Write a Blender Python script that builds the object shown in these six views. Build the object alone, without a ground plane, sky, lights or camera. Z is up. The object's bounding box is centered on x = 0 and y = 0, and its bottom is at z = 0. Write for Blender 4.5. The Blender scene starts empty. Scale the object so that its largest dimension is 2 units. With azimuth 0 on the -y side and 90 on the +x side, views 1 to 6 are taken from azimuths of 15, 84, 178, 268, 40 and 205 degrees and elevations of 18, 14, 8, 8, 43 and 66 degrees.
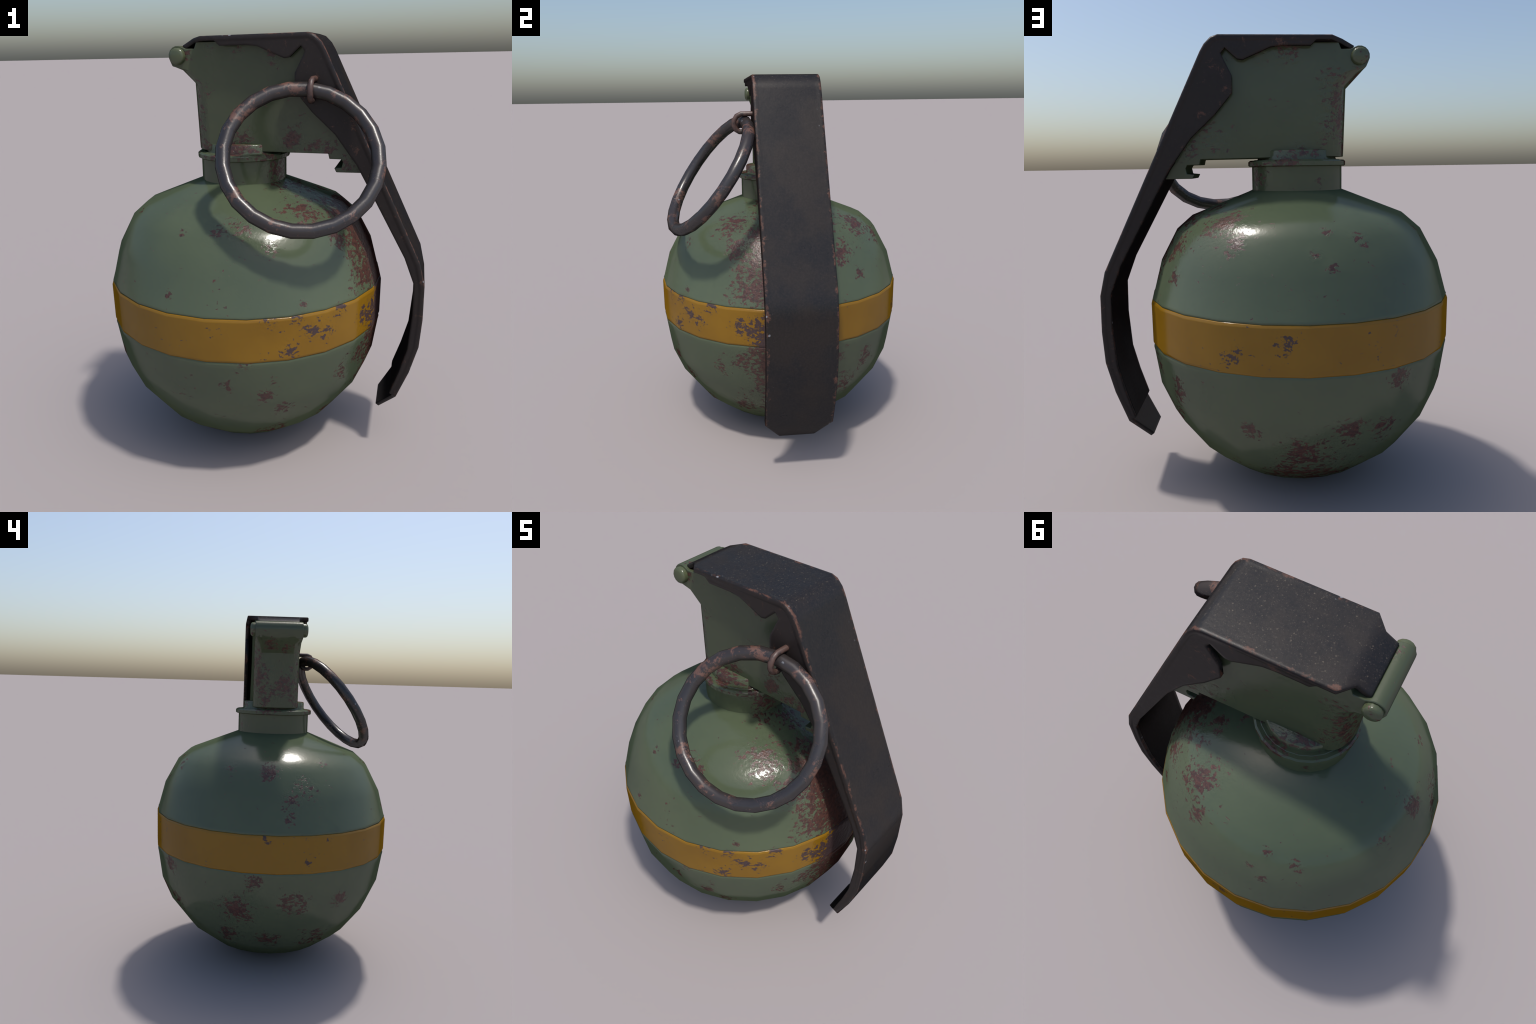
"""Weathered round hand grenade prop: green painted body with a yellow band,
pressed steel fuze housing, dark steel safety lever and pull ring."""
import bpy, bmesh, math
from mathutils import Vector, Matrix

AXIS_X = -0.105            # the body's axis of revolution stands at x = AXIS_X, y = 0
SEGMENTS = 24              # the body is turned with 24 facets


# ------------------------------------------------------------------ helpers
def add_object(name, mesh, parent, material=None):
    obj = bpy.data.objects.new(name, mesh)
    bpy.context.scene.collection.objects.link(obj)
    obj.parent = parent
    if material:
        mesh.materials.append(material)
    return obj


def bm_to_mesh(bm, name):
    bmesh.ops.recalc_face_normals(bm, faces=bm.faces)
    mesh = bpy.data.meshes.new(name)
    bm.to_mesh(mesh)
    bm.free()
    return mesh


def smooth(mesh, angle):
    mesh.shade_smooth()
    mesh.set_sharp_from_angle(angle=math.radians(angle))


def even_shading(obj):
    """Large flat faces keep flat shading; only the small faces of bends and edges carry the turn."""
    m = obj.modifiers.new("even_shading", "WEIGHTED_NORMAL")
    m.keep_sharp, m.weight = True, 90


def lathe(name, profile, closed=False, segments=SEGMENTS):
    """Turn a list of (radius, z) about the axis.  Radius 0 makes a pole."""
    bm = bmesh.new()
    rings = []
    for r, z in profile:
        if r == 0:
            rings.append([bm.verts.new((AXIS_X, 0, z))])
        else:
            rings.append([bm.verts.new((AXIS_X + r * math.cos(2 * math.pi * k / segments),
                                        r * math.sin(2 * math.pi * k / segments), z)) for k in range(segments)])
    pairs = list(zip(rings, rings[1:]))
    if closed:
        pairs.append((rings[-1], rings[0]))
    for a, b in pairs:
        for k in range(segments):
            q = [a[k % len(a)], a[(k + 1) % len(a)], b[(k + 1) % len(b)], b[k % len(b)]]
            q = [v for i, v in enumerate(q) if v not in q[:i]]
            bm.faces.new(q)
    return bm_to_mesh(bm, name)


def tube(name, path, radius, sides=12, closed=False, start_up=(0.3, 0.2, 1)):
    """Sweep a round wire along a path of points (parallel transported frame)."""
    bm = bmesh.new()
    n = len(path)
    path = [Vector(p) for p in path]
    rings, up = [], Vector(start_up)
    for i, p in enumerate(path):
        if closed:
            t = (path[(i + 1) % n] - path[i - 1]).normalized()
        else:
            t = (path[min(i + 1, n - 1)] - path[max(i - 1, 0)]).normalized()
        up = (up - t * up.dot(t)).normalized()
        side = t.cross(up)
        rings.append([bm.verts.new(p + radius * (up * math.cos(2 * math.pi * k / sides) + side * math.sin(2 * math.pi * k / sides)))
                      for k in range(sides)])
    pairs = list(zip(rings, rings[1:])) + ([(rings[-1], rings[0])] if closed else [])
    for a, b in pairs:
        for k in range(sides):
            bm.faces.new((a[k], a[(k + 1) % sides], b[(k + 1) % sides], b[k]))
    if not closed:
        bm.faces.new(rings[0])
        bm.faces.new(rings[-1])
    return bm_to_mesh(bm, name)


# ---------------------------------------------------------------- materials
class Nodes:
    """Small wrapper that makes node trees readable."""

    def __init__(self, name):
        self.mat = bpy.data.materials.new(name)
        self.mat.use_nodes = True
        self.tree = self.mat.node_tree
        self.tree.nodes.clear()
        self.out = self.tree.nodes.new("ShaderNodeOutputMaterial")
        self.bsdf = self.tree.nodes.new("ShaderNodeBsdfPrincipled")
        self.tree.links.new(self.bsdf.outputs[0], self.out.inputs[0])
        self.coord = self.tree.nodes.new("ShaderNodeTexCoord").outputs["Object"]

    def put(self, socket, value):
        if isinstance(value, bpy.types.NodeSocket):
            self.tree.links.new(value, socket)
        elif isinstance(value, (tuple, list)) and len(value) == 3 and socket.type == "RGBA":
            socket.default_value = (*value, 1)
        else:
            socket.default_value = value

    def math(self, op, a, b=0.0, c=0.0, clamp=False):
        n = self.tree.nodes.new("ShaderNodeMath")
        n.operation, n.use_clamp = op, clamp
        for s, v in zip(n.inputs, (a, b, c)):
            self.put(s, v)
        return n.outputs[0]

    def ramp(self, value, low, high, to_low=0.0, to_high=1.0):
        n = self.tree.nodes.new("ShaderNodeMapRange")
        n.interpolation_type = "SMOOTHSTEP"
        for s, v in zip(n.inputs, (value, low, high, to_low, to_high)):
            self.put(s, v)
        return n.outputs[0]

    def noise(self, scale, detail=5.0, rough=0.6, stretch=(1, 1, 1), shift=(0, 0, 0), warp=0.0):
        m = self.tree.nodes.new("ShaderNodeMapping")
        self.put(m.inputs[0], self.coord)
        m.inputs["Scale"].default_value = stretch
        m.inputs["Location"].default_value = shift
        n = self.tree.nodes.new("ShaderNodeTexNoise")
        self.put(n.inputs["Vector"], m.outputs[0])
        n.inputs["Scale"].default_value = scale
        n.inputs["Detail"].default_value = detail
        n.inputs["Roughness"].default_value = rough
        n.inputs["Distortion"].default_value = warp
        return n.outputs["Fac"]

    def cells(self, scale, shift=(0, 0, 0), stretch=(1, 1, 1)):
        m = self.tree.nodes.new("ShaderNodeMapping")
        self.put(m.inputs[0], self.coord)
        m.inputs["Location"].default_value = shift
        m.inputs["Scale"].default_value = stretch
        n = self.tree.nodes.new("ShaderNodeTexVoronoi")
        self.put(n.inputs["Vector"], m.outputs[0])
        n.inputs["Scale"].default_value = scale
        return n.outputs["Distance"]

    def mix(self, fac, a, b):
        n = self.tree.nodes.new("ShaderNodeMix")
        n.data_type = "RGBA"
        self.put(n.inputs[0], fac)
        self.put(n.inputs[6], a)
        self.put(n.inputs[7], b)
        return n.outputs[2]

    def spots(self, places):
        """1 at the centre of each place (x, y, z, radius), falling to 0 at 1.6 radii."""
        total = None
        for x, y, z, r in places:
            d = self.tree.nodes.new("ShaderNodeVectorMath")
            d.operation = "DISTANCE"
            self.put(d.inputs[0], self.coord)
            d.inputs[1].default_value = (x, y, z)
            m = self.ramp(d.outputs["Value"], 0.0, 2.0 * r, 1.0, 0.0)
            total = m if total is None else self.math("MAXIMUM", total, m)
        return total

    def split(self):
        s = self.tree.nodes.new("ShaderNodeSeparateXYZ")
        self.put(s.inputs[0], self.coord)
        return s.outputs

    def bump(self, height, strength, distance=0.004, normal=None):
        b = self.tree.nodes.new("ShaderNodeBump")
        b.inputs["Strength"].default_value = strength
        b.inputs["Distance"].default_value = distance
        self.put(b.inputs["Height"], height)
        if normal:
            self.put(b.inputs["Normal"], normal)
        return b.outputs[0]

    def finish(self, color, rough, normal=None, metallic=0.0, specular=0.5):
        self.put(self.bsdf.inputs["Base Color"], color)
        self.put(self.bsdf.inputs["Roughness"], rough)
        self.put(self.bsdf.inputs["Metallic"], metallic)
        facing = self.tree.nodes.new("ShaderNodeLayerWeight")      # specular faded out at grazing angles to suppress sky reflections
        facing.inputs["Blend"].default_value = 0.5
        dull = self.ramp(facing.outputs["Facing"], 0.22, 0.78, specular, 0.0)
        self.put(self.bsdf.inputs["Specular IOR Level"], dull)
        if normal:
            self.put(self.bsdf.inputs["Normal"], normal)
        return self.mat


GREEN_LIGHT, GREEN_DARK = (0.079, 0.100, 0.058), (0.070, 0.091, 0.054)
RUST_RED, RUST_DARK = (0.085, 0.037, 0.028), (0.046, 0.025, 0.022)
STEEL, STEEL_WARM = (0.0140, 0.0142, 0.0160), (0.0200, 0.0172, 0.0163)
RUST_BROWN = (0.120, 0.058, 0.042)

# where the paint of the body has flaked to rust: x, y, z, radius
BODY_RUST = [
    (0.24, -0.26, 1.25, 0.125), (0.00, -0.50, 1.20, 0.062), (0.14, -0.53, 1.13, 0.035), (-0.09, -0.53, 1.19, 0.039),
    (0.47, -0.22, 1.07, 0.085), (0.52, -0.24, 0.93, 0.085), (0.40, -0.27, 1.14, 0.070), (0.29, -0.54, 0.90, 0.025),
    (0.05, -0.67, 0.65, 0.040), (0.14, -0.61, 0.47, 0.034), (0.20, -0.54, 0.39, 0.043), (-0.02, -0.66, 0.53, 0.030),
    (0.44, -0.38, 0.50, 0.054), (-0.28, -0.64, 0.94, 0.020), (-0.25, -0.52, 1.18, 0.026), (-0.56, -0.25, 1.20, 0.020),
    (0.21, 0.37, 1.23, 0.105), (0.42, 0.27, 1.12, 0.080), (0.43, 0.36, 1.00, 0.036), (0.54, -0.20, 0.61, 0.110),
    (0.45, 0.28, 0.40, 0.073), (0.42, 0.41, 0.54, 0.050), (0.37, -0.24, 0.25, 0.070), (0.52, 0.24, 0.57, 0.035),
    (0.17, 0.50, 1.14, 0.040), (-0.14, 0.59, 1.11, 0.028), (-0.19, 0.53, 1.19, 0.022), (-0.32, 0.52, 1.16, 0.036),
    (-0.11, 0.56, 0.29, 0.120), (-0.12, 0.40, 0.13, 0.200), (-0.27, 0.61, 0.42, 0.065), (-0.41, 0.54, 0.40, 0.058),
    (0.12, 0.59, 0.43, 0.042), (-0.48, 0.57, 0.62, 0.050), (-0.20, 0.61, 1.06, 0.025), (-0.66, 0.04, 1.16, 0.040),
    (-0.60, 0.26, 1.17, 0.036), (-0.69, -0.14, 1.09, 0.060), (-0.73, -0.07, 1.03, 0.055), (-0.76, -0.06, 0.95, 0.040),
    (-0.71, 0.20, 0.44, 0.105), (-0.77, 0.12, 0.61, 0.040), (-0.75, -0.10, 0.48, 0.075), (-0.67, -0.35, 0.49, 0.050),
    (-0.63, 0.03, 0.25, 0.060), (-0.58, -0.23, 0.24, 0.075), (-0.56, -0.24, 1.20, 0.026), (-0.59, 0.24, 0.26, 0.070),
    (0.36, 0.17, 1.20, 0.080), (0.27, 0.12, 1.27, 0.058), (0.48, 0.05, 1.10, 0.140), (0.56, -0.02, 0.93, 0.110),
    (0.55, 0.02, 0.58, 0.110), (0.46, 0.0, 0.36, 0.180), (0.52, -0.02, 1.05, 0.22), (0.40, -0.06, 1.18, 0.17), (0.20, 0.0, 1.29, 0.10), (0.58, -0.02, 0.75, 0.22), (0.12, -0.10, 1.33, 0.06), (-0.20, -0.40, 0.13, 0.09),
    (0.10, -0.42, 0.17, 0.08),
]
# the side under the lever: here the dark brown patches nearly close
BODY_HEAVY = [(0.53, -0.03, 0.95, 0.12), (0.57, -0.03, 0.72, 0.12), (0.54, -0.04, 0.50, 0.12), (0.44, -0.02, 1.13, 0.12), (0.45, -0.02, 0.33, 0.10)]
BAND_WEAR = [
    (0.38, -0.48, 0.76, 0.044), (0.24, -0.59, 0.71, 0.040), (0.16, -0.63, 0.84, 0.036), (0.44, -0.42, 0.85, 0.040),
    (0.54, -0.23, 0.74, 0.080), (0.57, -0.12, 0.72, 0.12), (0.57, 0.0, 0.80, 0.14), (0.33, -0.52, 0.79, 0.05), (0.27, -0.56, 0.86, 0.035), (-0.02, 0.68, 0.80, 0.040),
    (0.18, 0.62, 0.74, 0.040), (-0.73, -0.27, 0.83, 0.034), (-0.77, -0.15, 0.72, 0.020), (-0.78, 0.06, 0.84, 0.02),
    (0.55, -0.18, 0.68, 0.07),
]
HOUSING_RUST = [
    (-0.27, -0.13, 1.76, 0.055), (-0.27, -0.13, 1.68, 0.035), (-0.27, -0.13, 1.58, 0.030), (-0.27, -0.13, 1.51, 0.045),
    (-0.08, -0.13, 1.54, 0.060), (0.17, -0.13, 1.53, 0.050), (0.26, -0.13, 1.51, 0.050), (0.21, -0.13, 1.62, 0.030),
    (0.33, -0.13, 1.50, 0.040), (0.42, -0.13, 1.43, 0.045), (0.07, -0.13, 1.92, 0.050), (-0.10, -0.13, 1.94, 0.035),
    (-0.22, -0.13, 1.94, 0.030), (-0.27, 0.13, 1.74, 0.060), (-0.25, 0.13, 1.82, 0.050), (-0.27, 0.13, 1.60, 0.060),
    (0.27, 0.13, 1.54, 0.070), (0.36, 0.13, 1.50, 0.050), (0.05, 0.13, 1.93, 0.040), (-0.05, 0.13, 1.93, 0.050),
    (-0.31, 0.07, 1.68, 0.070), (-0.31, 0.05, 1.55, 0.080), (-0.31, -0.05, 1.62, 0.070), (-0.31, -0.10, 1.55, 0.050),
    (-0.31, -0.09, 1.70, 0.030), (-0.36, 0.04, 1.84, 0.040), (-0.35, -0.05, 1.83, 0.040), (-0.33, -0.13, 1.92, 0.025),
    (-0.34, -0.08, 1.95, 0.035), (-0.11, 0.13, 1.49, 0.05),
]


def paint_material(name, rust_places, base_rust=0.0, band_wear=False, gain=0.232, shade=(1.0, 1.0, 1.0), heavy=()):
    n = Nodes(name)
    flakes = n.noise(34, 4, 0.64, stretch=(1, 1, 1.6), warp=0.3)
    pits = n.noise(60, 4, 0.65, stretch=(1, 1, 1.4), shift=(3, 1, 2))
    broad = n.noise(9, 2, 0.5, shift=(7, 2, 6))
    near = n.spots(rust_places) if rust_places else 0.0
    grain = n.math("MULTIPLY_ADD", pits, 0.50, n.math("MULTIPLY_ADD", flakes, 0.80, n.math("MULTIPLY", broad, 0.40)))
    amount = n.math("ADD", grain, n.math("MULTIPLY_ADD", near, gain, base_rust - 0.35))
    if heavy:
        amount = n.math("MULTIPLY_ADD", n.spots(heavy), 0.27, amount)
    rust = n.ramp(amount, 0.685, 0.705)
    tone = n.noise(3.2, 3, 0.5, shift=(5, 5, 5))
    fine = n.noise(70, 3, 0.6)
    if band_wear:
        paint = n.mix(n.ramp(tone, 0.35, 0.65), (0.232, 0.120, 0.009), (0.205, 0.104, 0.008))
        worn = n.mix(fine, (0.046, 0.030, 0.031), (0.074, 0.046, 0.044))
    else:
        paint = n.mix(n.ramp(tone, 0.35, 0.65), [k * c for k, c in zip(shade, GREEN_LIGHT)], [k * c for k, c in zip(shade, GREEN_DARK)])
        worn = n.mix(n.ramp(fine, 0.35, 0.65), RUST_DARK, RUST_RED)
    color = n.mix(rust, paint, worn)
    height = n.math("ADD", n.math("MULTIPLY", rust, n.math("MULTIPLY_ADD", pits, 1.2, -0.9)),
                    n.math("ADD", n.math("MULTIPLY", n.noise(9, 3, 0.5), 0.25),
                           n.math("MULTIPLY", n.math("MULTIPLY", n.noise(48, 3, 0.55, shift=(1, 4, 4)), n.math("MULTIPLY_ADD", near, 1.0, 0.15)), 1.3)))
    rough = n.math("MULTIPLY_ADD", rust, 0.16, n.ramp(tone, 0.2, 0.8, 0.15, 0.20))
    return n.finish(color, rough, n.bump(height, 0.45, 0.004), specular=0.35 if band_wear else 0.45)


def steel_material(name, edge_half_width=None, rust_bias=0.0, dust=0.0, chips=1.0, rusty=RUST_BROWN, cold=STEEL, warm=STEEL_WARM,
                   rough=(0.27, 0.36), specular=0.32, rust_range=(0.590, 0.690), patch_scale=17):
    """Dark phosphated steel: warm and cold clouds, rust along the folded edges, dust specks on top, bright chips."""
    n = Nodes(name)
    clouds = n.noise(4.5, 5, 0.6, shift=(1, 7, 2))
    patch = n.noise(patch_scale, 7, 0.7, shift=(2, 2, 9), warp=0.25)
    fine = n.noise(95, 4, 0.75)
    base = n.mix(n.ramp(clouds, 0.38, 0.62), cold, warm)
    base = n.mix(n.ramp(fine, 0.40, 0.62, 0.0, 0.30), base, (0.034, 0.028, 0.026))
    bias, on_edge = rust_bias, None
    if edge_half_width:
        x, y, z = n.split()
        geo = n.tree.nodes.new("ShaderNodeNewGeometry")
        sep = n.tree.nodes.new("ShaderNodeSeparateXYZ")
        n.put(sep.inputs[0], geo.outputs["Normal"])
        across = n.math("ABSOLUTE", sep.outputs[1])
        on_edge = n.math("MULTIPLY", n.ramp(n.math("ABSOLUTE", y), edge_half_width - 0.036, edge_half_width - 0.003), n.ramp(across, 0.98, 0.80))
        bias = n.math("MULTIPLY_ADD", on_edge, 0.165, rust_bias)
        bias = n.math("MULTIPLY_ADD", n.ramp(across, 0.9, 0.97), 0.085, bias)
        base = n.mix(n.ramp(across, 0.9, 0.97, 0.0, 0.6), base, (0.028, 0.021, 0.019))
    rust_amount = n.math("ADD", n.math("MULTIPLY_ADD", fine, 0.25, n.math("MULTIPLY", patch, 0.75)), bias)
    rust = n.ramp(rust_amount, *rust_range)
    color = base
    if dust:
        lying = n.ramp(sep.outputs[2], 0.5, 0.9, 0.12, 1.0)
        field = n.ramp(n.noise(7, 4, 0.6, shift=(3, 8, 1)), 0.25, 0.55)
        speck = n.math("MAXIMUM", n.ramp(n.cells(58, (0.3, 0.1, 0.6)), 0.24, 0.08), n.ramp(n.cells(140, (2.3, 1.1, 0.6)), 0.30, 0.12, 0.0, 0.6))
        speck = n.math("MULTIPLY", n.math("MULTIPLY", speck, field), n.math("MULTIPLY", lying, n.ramp(fine, 0.42, 0.56)))
        color = n.mix(n.math("MULTIPLY", speck, dust), color, (0.098, 0.082, 0.064))
    color = n.mix(n.math("MULTIPLY", rust, 0.8), color, rusty)
    if chips:
        few = n.ramp(n.noise(6, 2, 0.5, shift=(9, 3, 1)), 0.55, 0.60)
        spot = n.math("MULTIPLY_ADD", n.noise(60, 3, 0.7), 0.25, n.cells(24, (4, 2, 7)))
        chip = n.math("MULTIPLY", n.ramp(spot, 0.265, 0.225), n.math("MULTIPLY", few, chips))
        if edge_half_width:
            chip = n.math("MULTIPLY", chip, on_edge)
        color = n.mix(chip, color, (0.22, 0.23, 0.25))
    height = n.math("ADD", n.math("MULTIPLY", fine, 0.5), n.math("MULTIPLY", patch, 0.8))
    rounded = None
    if edge_half_width:                # the folded edges catch light as a soft roll
        roll = n.tree.nodes.new("ShaderNodeBevel")
        roll.samples = 6
        roll.inputs["Radius"].default_value = 0.015
        rounded = roll.outputs[0]
    shine = n.math("MULTIPLY_ADD", rust, 0.14, n.ramp(clouds, 0.3, 0.7, *rough))
    return n.finish(color, shine, n.bump(height, 0.25, 0.003, rounded), specular=specular)


body_paint = paint_material("green_body_paint", BODY_RUST, heavy=BODY_HEAVY)
band_paint = paint_material("yellow_band_paint", BAND_WEAR, band_wear=True, gain=0.215, heavy=[(0.57, -0.05, 0.76, 0.11)])
housing_paint = paint_material("green_housing_paint", HOUSING_RUST, gain=0.20, shade=(0.84, 0.80, 0.77))
collar_paint = paint_material("green_collar_paint", [(0.08, -0.15, 1.45, 0.14), (-0.20, -0.20, 1.46, 0.1), (-0.05, 0.2, 1.46, 0.1),
                                                     (0.10, 0.08, 1.40, 0.12), (-0.10, -0.17, 1.52, 0.14), (-0.10, 0.17, 1.52, 0.12), (-0.30, 0.0, 1.46, 0.1)], 0.02, gain=0.16, shade=(0.95, 0.92, 0.88))
neck_paint = paint_material("green_neck_paint", [(0.08, -0.08, 1.39, 0.08), (0.09, 0.09, 1.38, 0.09)], 0.0, gain=0.2, shade=(0.95, 0.92, 0.88))
pin_paint = paint_material("green_pin_paint", [(-0.36, 0.16, 1.93, 0.03), (-0.40, 0.16, 1.89, 0.03)], 0.0, gain=0.18, shade=(0.98, 0.92, 0.85))
inner_steel = steel_material("dark_inner_steel", rust_bias=-0.05, chips=0.0, cold=(0.012, 0.011, 0.011), warm=(0.018, 0.014, 0.013), rough=(0.5, 0.6), specular=0.2)
lever_steel = steel_material("dark_lever_steel", edge_half_width=0.172, rust_bias=-0.055, dust=0.9, specular=0.22)
ring_steel = steel_material("dark_ring_steel", rust_bias=0.052, rust_range=(0.585, 0.645), patch_scale=10, rusty=(0.150, 0.075, 0.055), cold=(0.027, 0.025, 0.027), warm=(0.033, 0.027, 0.026), specular=0.55, rough=(0.24, 0.32))
wire_steel = steel_material("rusty_wire_steel", rust_bias=0.16, chips=0.0, rusty=(0.100, 0.056, 0.045), specular=0.5)


# -------------------------------------------------------------------- parts
grenade = bpy.data.objects.new("hand_grenade", None)
bpy.context.scene.collection.objects.link(grenade)
grenade["label"] = "weathered round green hand grenade with yellow band and pull ring"
grenade["category"] = "hand grenade"

# body: a turned shell, fullest at the band, which sits between two fine grooves
BODY_PROFILE = [(0, 1.337), (0.208, 1.337), (0.490, 1.226), (0.563, 1.163), (0.641, 1.018), (0.685, 0.853), (0.684, 0.648),
                (0.658, 0.476), (0.599, 0.340), (0.486, 0.191), (0.343, 0.081), (0.180, 0.020), (0, 0.0)]
TOP, BOTTOM, PROUD = 0.8615, 0.661, 0.0036


def body_radius(z):
    for (r0, z0), (r1, z1) in zip(BODY_PROFILE[1:], BODY_PROFILE[2:]):
        if z1 <= z <= z0:
            return r0 + (r1 - r0) * (z - z0) / (z1 - z0)


turned = BODY_PROFILE[:5]
for z, proud in ((TOP + 0.016, 0.0), (TOP + 0.008, 0.002), (TOP + 0.004, 0.001), (TOP + 0.001, -0.002)):
    turned.append((body_radius(z) + proud, z))
for z, proud in ((BOTTOM - 0.001, -0.002), (BOTTOM - 0.005, 0.000), (BOTTOM - 0.013, 0.001)):
    turned.append((0.684 + proud, z))
turned += [(body_radius(0.630), 0.630)] + BODY_PROFILE[7:]
mesh = lathe("body", turned)
smooth(mesh, 70)
# the facets are shaded round: normals follow the rounded profile instead of the facets
slope = {}
for p, q, r in zip(BODY_PROFILE[1:], BODY_PROFILE[2:], BODY_PROFILE[3:]):
    a = (Vector(q) - Vector(p)).normalized() + (Vector(r) - Vector(q)).normalized()
    slope[round(q[1], 4)] = Vector((-a.y, a.x)).normalized()
slope[0.0] = Vector((0, -1))
first = (Vector(BODY_PROFILE[2]) - Vector(BODY_PROFILE[1])).normalized()
normals = []
for v in mesh.vertices:
    n = slope.get(round(v.co.z, 4))
    out = Vector((v.co.x - AXIS_X, v.co.y))
    if n is None:
        normals.append((0, 0, 0))
    else:
        out = out.normalized() if out.length > 1e-6 else Vector((0, 0))
        normals.append((out.x * n.x, out.y * n.x, n.y))
mesh.normals_split_custom_set_from_vertices(normals)
body = add_object("body", mesh, grenade, body_paint)

r = body_radius(TOP)
band_profile = [(r - 0.010, TOP), (r - 0.0005, TOP), (r + 0.0018, TOP - 0.003), (r + 0.0036, TOP - 0.009), (0.685 + PROUD, 0.847),
                (0.684 + PROUD, 0.674), (0.684 + 0.0027, BOTTOM + 0.006), (0.684, BOTTOM + 0.002), (0.683, BOTTOM), (0.672, BOTTOM)]
mesh = lathe("yellow_band", band_profile)
smooth(mesh, 80)
even_shading(add_object("yellow_band", mesh, body, band_paint))

# neck, its flange and the round retaining disc that the housing straddles
mesh = lathe("neck", [(0, 1.325), (0.208, 1.325), (0.208, 1.4435), (0, 1.4435)])
smooth(mesh, 40)
neck = add_object("neck", mesh, grenade, neck_paint)
mesh = lathe("neck_flange", [(0, 1.443), (0.219, 1.443), (0.225, 1.447), (0.225, 1.464), (0.217, 1.4705), (0.200, 1.4705), (0.197, 1.473), (0, 1.473)])
smooth(mesh, 35)
add_object("neck_flange", mesh, neck, collar_paint)
mesh = lathe("retaining_disc", [(0, 1.465), (0.186, 1.465), (0.180, 1.480), (0.180, 1.511), (0.176, 1.515), (0, 1.515)])
smooth(mesh, 50)
add_object("retaining_disc", mesh, neck, collar_paint)

# fuze housing: a side profile carried across the width; its rear wall bows outwards
# and runs round into the cheeks, and the hinge barrel grows out of it on a sloped web
BARREL = (-0.376, 0.0445, 1.9125)      # x, radius, z
BOW = [(0.130, 0.091), (0.126, 0.068), (0.117, 0.050), (0.103, 0.035), (0.087, 0.024), (0.050, 0.0085), (0.0, 0.0)]   # half width, setback of the rear wall
columns = [(-y, d) for y, d in BOW] + [(y, d) for y, d in reversed(BOW[:-1])]
barrel_arc = [(-0.404, 1.867)]
for k in range(8):                     # round the barrel from below, over the back, to the top
    a = math.radians(212 - 22 * k)
    barrel_arc.append((BARREL[0] + BARREL[1] * math.cos(a), BARREL[2] + BARREL[1] * math.sin(a)))
REST = [(-0.337, 1.943), (-0.295, 1.943), (-0.283, 1.972), (0.255, 1.972), (0.290, 1.915), (0.535, 1.405), (0.500, 1.394),
        (0.365, 1.394), (0.3555, 1.413), (0.389, 1.416), (0.394, 1.440), (0.387, 1.4535), (0.332, 1.4545), (0.327, 1.478)]
bm = bmesh.new()
slices = []
for y, setback in columns:
    outline = [(-0.320 + setback, 1.484), (-0.331 + setback, 1.789), (-0.387 + 0.8 * setback, 1.848)] + barrel_arc + REST
    slices.append([bm.verts.new((x, y, z)) for x, z in outline])
for p, q in zip(slices, slices[1:]):
    for k in range(len(p)):
        j = (k + 1) % len(p)
        bm.faces.new((p[k], q[k], q[j], p[j]))
bm.faces.new(slices[0])
bm.faces.new(slices[-1][::-1])
mesh = bm_to_mesh(bm, "fuze_housing")
smooth(mesh, 38)
housing = add_object("fuze_housing", mesh, grenade, housing_paint)
bev = housing.modifiers.new("soft_edges", "BEVEL")
bev.width, bev.segments, bev.limit_method, bev.angle_limit = 0.003, 2, "ANGLE", math.radians(50)
even_shading(housing)

# hinge pin with rounded heads
bm = bmesh.new()
head = [(0.158, 0.0), (0.1575, 0.022), (0.1565, 0.026), (0.154, 0.032), (0.149, 0.0365), (0.143, 0.0375), (0.120, 0.0375)]
steps = [(-y, r) for y, r in head] + head[::-1]
rings = []
for y, r in steps:
    rings.append([bm.verts.new((-0.3745 + r * math.cos(2 * math.pi * k / 14), y, 1.911 + r * math.sin(2 * math.pi * k / 14))) for k in range(14 if r else 1)])
for a, b in zip(rings, rings[1:]):
    for k in range(14):
        q = [a[k % len(a)], a[(k + 1) % len(a)], b[(k + 1) % len(b)], b[k % len(b)]]
        bm.faces.new([v for i, v in enumerate(q) if v not in q[:i]])
mesh = bm_to_mesh(bm, "hinge_pin")
smooth(mesh, 50)
add_object("hinge_pin", mesh, housing, pin_paint)

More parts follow.
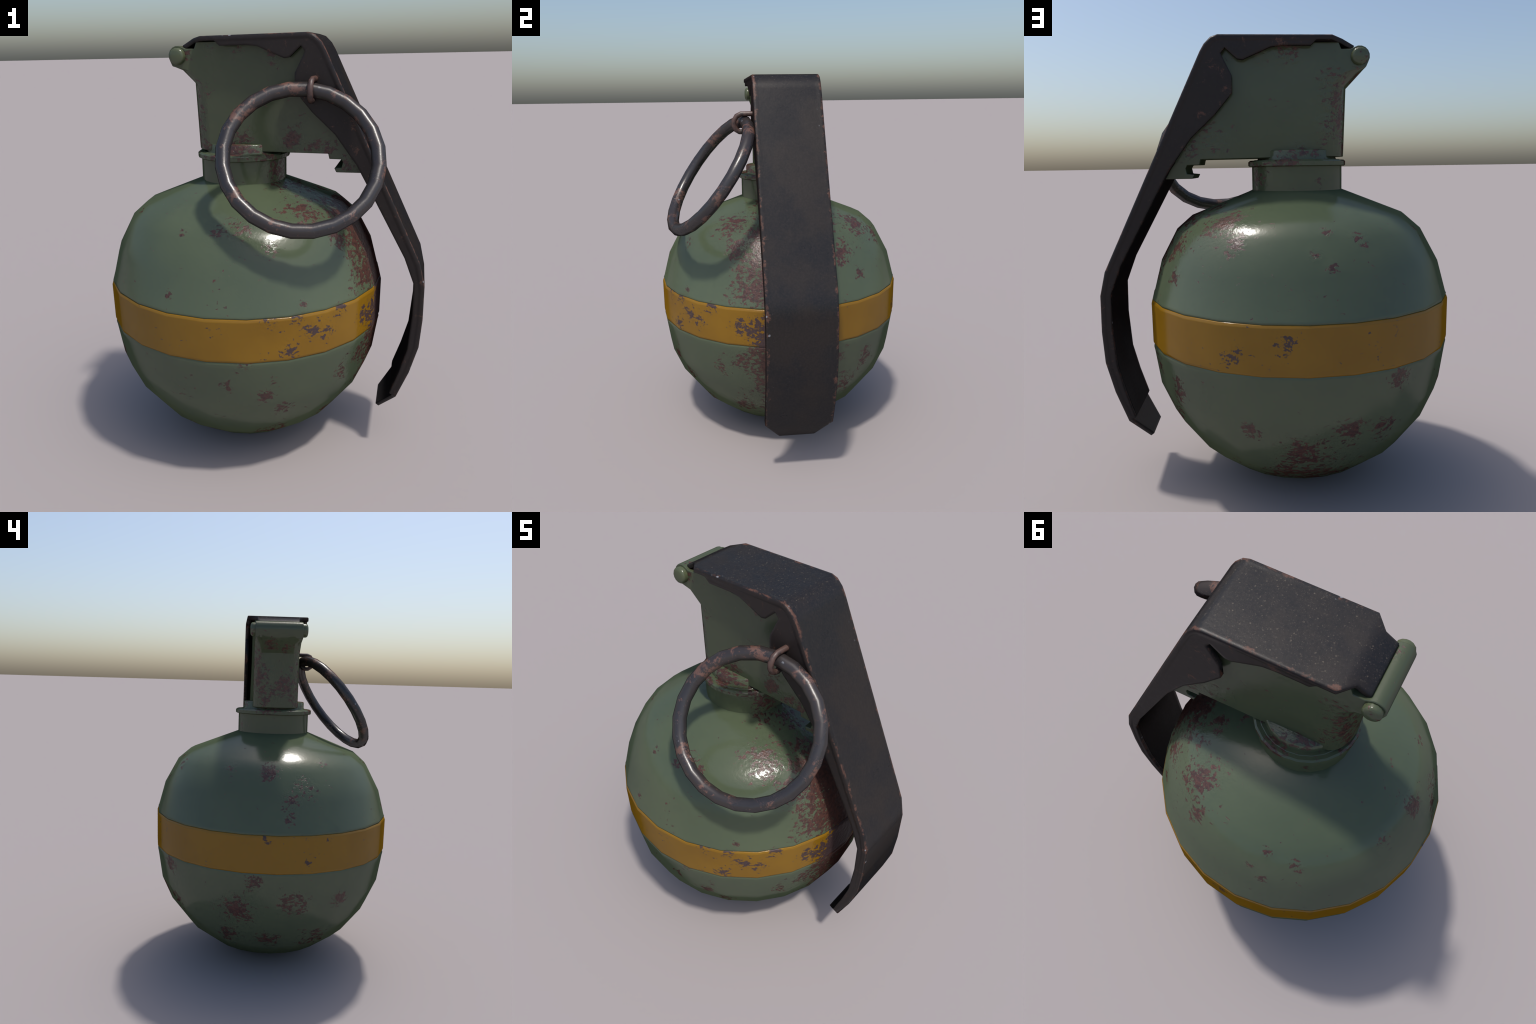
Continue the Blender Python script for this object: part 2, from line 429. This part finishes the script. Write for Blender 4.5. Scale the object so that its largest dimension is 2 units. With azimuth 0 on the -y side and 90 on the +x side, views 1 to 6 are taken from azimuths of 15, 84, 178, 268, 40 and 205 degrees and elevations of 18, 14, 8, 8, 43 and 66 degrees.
# safety lever: a pressed sheet bent along STATIONS, with folded side flanges
WIDTH, SHEET, ROUND = 0.173, 0.021, 0.006
STATIONS = [(-0.354, 1.958, 0.117), (-0.301, 1.988, 0.119), (-0.252, 1.995, WIDTH), (0.236, 2.0, WIDTH), (0.266, 1.990, WIDTH), (0.295, 1.961, WIDTH),
            (0.313, 1.931, WIDTH), (0.764, 0.988, WIDTH), (0.789, 0.881, WIDTH), (0.791, 0.715, WIDTH), (0.7815, 0.571, WIDTH), (0.744, 0.432, WIDTH),
            (0.689, 0.292, WIDTH), (0.607, 0.185, 0.097)]
FLANGE_EDGE = [(0.657, 0.310), (0.697, 0.433), (0.7295, 0.557), (0.743, 0.736), (0.740, 0.889), (0.691, 1.016), (0.547, 1.279), (0.506, 1.354),
               (0.460, 1.436), (0.437, 1.467), (0.362, 1.569), (0.257, 1.667), (0.180, 1.758), (0.180, 1.833), (0.2245, 1.9225), (0.2065, 1.9455),
               (0.156, 1.899), (0.132, 1.895), (0.012, 1.947), (-0.040, 1.953), (-0.160, 1.952), (-0.181, 1.972)]


def inset(points, depth):
    """Move a bent line inwards (to the right of its run) by depth, with mitred corners."""
    moved = []
    for i, p in enumerate(points):
        p = Vector(p)
        a = (p - Vector(points[i - 1])).normalized() if i else None
        b = (Vector(points[i + 1]) - p).normalized() if i + 1 < len(points) else None
        a, b = a or b, b or a
        na, nb = Vector((a.y, -a.x)), Vector((b.y, -b.x))
        m = (na + nb).normalized()
        moved.append(p + m * (depth / m.dot(na)))
    return [(v.x, v.y) for v in moved]


line = [(x, z) for x, z, w in STATIONS]
levels = {d: inset(line, d) for d in (0.0, 0.3 * ROUND, ROUND, SHEET)}
bm = bmesh.new()
rows = []
for k, (x, z, w) in enumerate(STATIONS):
    w -= 0.0005                        # the sheet ends a hair inside the flange's outer face
    half = [(w - ROUND, 0.0), (w - 0.3 * ROUND, 0.3 * ROUND), (w, ROUND), (w, SHEET)]
    ring = [(-y, d) for y, d in reversed(half)] + half
    rows.append([bm.verts.new((levels[d][k][0], y, levels[d][k][1])) for y, d in ring])
for p, q in zip(rows, rows[1:]):
    for k in range(len(p)):
        j = (k + 1) % len(p)
        bm.faces.new((p[k], q[k], q[j], p[j]))
bm.faces.new(rows[0])
bm.faces.new(rows[-1][::-1])
rim = [(-0.203, 1.9875)] + levels[ROUND][3:13]
for s in (-1, 1):
    sides = [[bm.verts.new((x, s * y, z)) for x, z in rim + FLANGE_EDGE] for y in (WIDTH, WIDTH - SHEET)]
    for k in range(len(sides[0])):
        j = (k + 1) % len(sides[0])
        bm.faces.new((sides[0][k], sides[1][k], sides[1][j], sides[0][j]))
    bm.faces.new(sides[0])
    bm.faces.new(sides[1][::-1])
mesh = bm_to_mesh(bm, "safety_lever")
smooth(mesh, 50)
lever = add_object("safety_lever", mesh, grenade, lever_steel)
even_shading(lever)

# the arm below the housing is closed by an inner plate, nearly level with the flange rims
floor_line = inset(FLANGE_EDGE[:10], -0.001)
back = inset(line, SHEET - 0.002)[6:13]
back[0] = (back[1][0] + (1.44 - back[1][1]) * (back[0][0] - back[1][0]) / (back[0][1] - back[1][1]), 1.44)
bm = bmesh.new()
sides = [[bm.verts.new((x, y, z)) for x, z in back + floor_line] for y in (0.1525, -0.1525)]
for k in range(len(sides[0])):
    j = (k + 1) % len(sides[0])
    bm.faces.new((sides[0][k], sides[1][k], sides[1][j], sides[0][j]))
bm.faces.new(sides[0])
bm.faces.new(sides[1][::-1])
mesh = bm_to_mesh(bm, "lever_inner_plate")
smooth(mesh, 50)
add_object("lever_inner_plate", mesh, lever, inner_steel)

# pull ring: hangs from the pin wire, tilted out from the housing
CENTRE, NORMAL = Vector((0.2494, -0.3998, 1.5020)), Vector((0.2105, -0.7898, 0.5761)).normalized()
side = NORMAL.cross(Vector((1, 0, 0))).normalized()
fore = side.cross(NORMAL)
ring_path = [CENTRE + 0.3265 * (fore * math.cos(2 * math.pi * k / 24) + side * math.sin(2 * math.pi * k / 24)) for k in range(24)]
mesh = tube("pull_ring", ring_path, 0.0318, sides=12, closed=True, start_up=NORMAL)
smooth(mesh, 60)
ring = add_object("pull_ring", mesh, grenade, ring_steel)

# safety pin wire hooked round the ring
wire_path = [(0.271, -0.140, 1.8085), (0.270, -0.171, 1.8085), (0.266, -0.232, 1.8075), (0.265, -0.252, 1.798), (0.264, -0.266, 1.776), (0.264, -0.267, 1.750),
             (0.263, -0.256, 1.730), (0.264, -0.239, 1.720), (0.266, -0.222, 1.719), (0.267, -0.206, 1.725), (0.267, -0.195, 1.737)]
mesh = tube("pin_wire", wire_path, 0.0133, sides=10, start_up=(1, 0, 0))
smooth(mesh, 50)
add_object("pin_wire", mesh, ring, wire_steel)
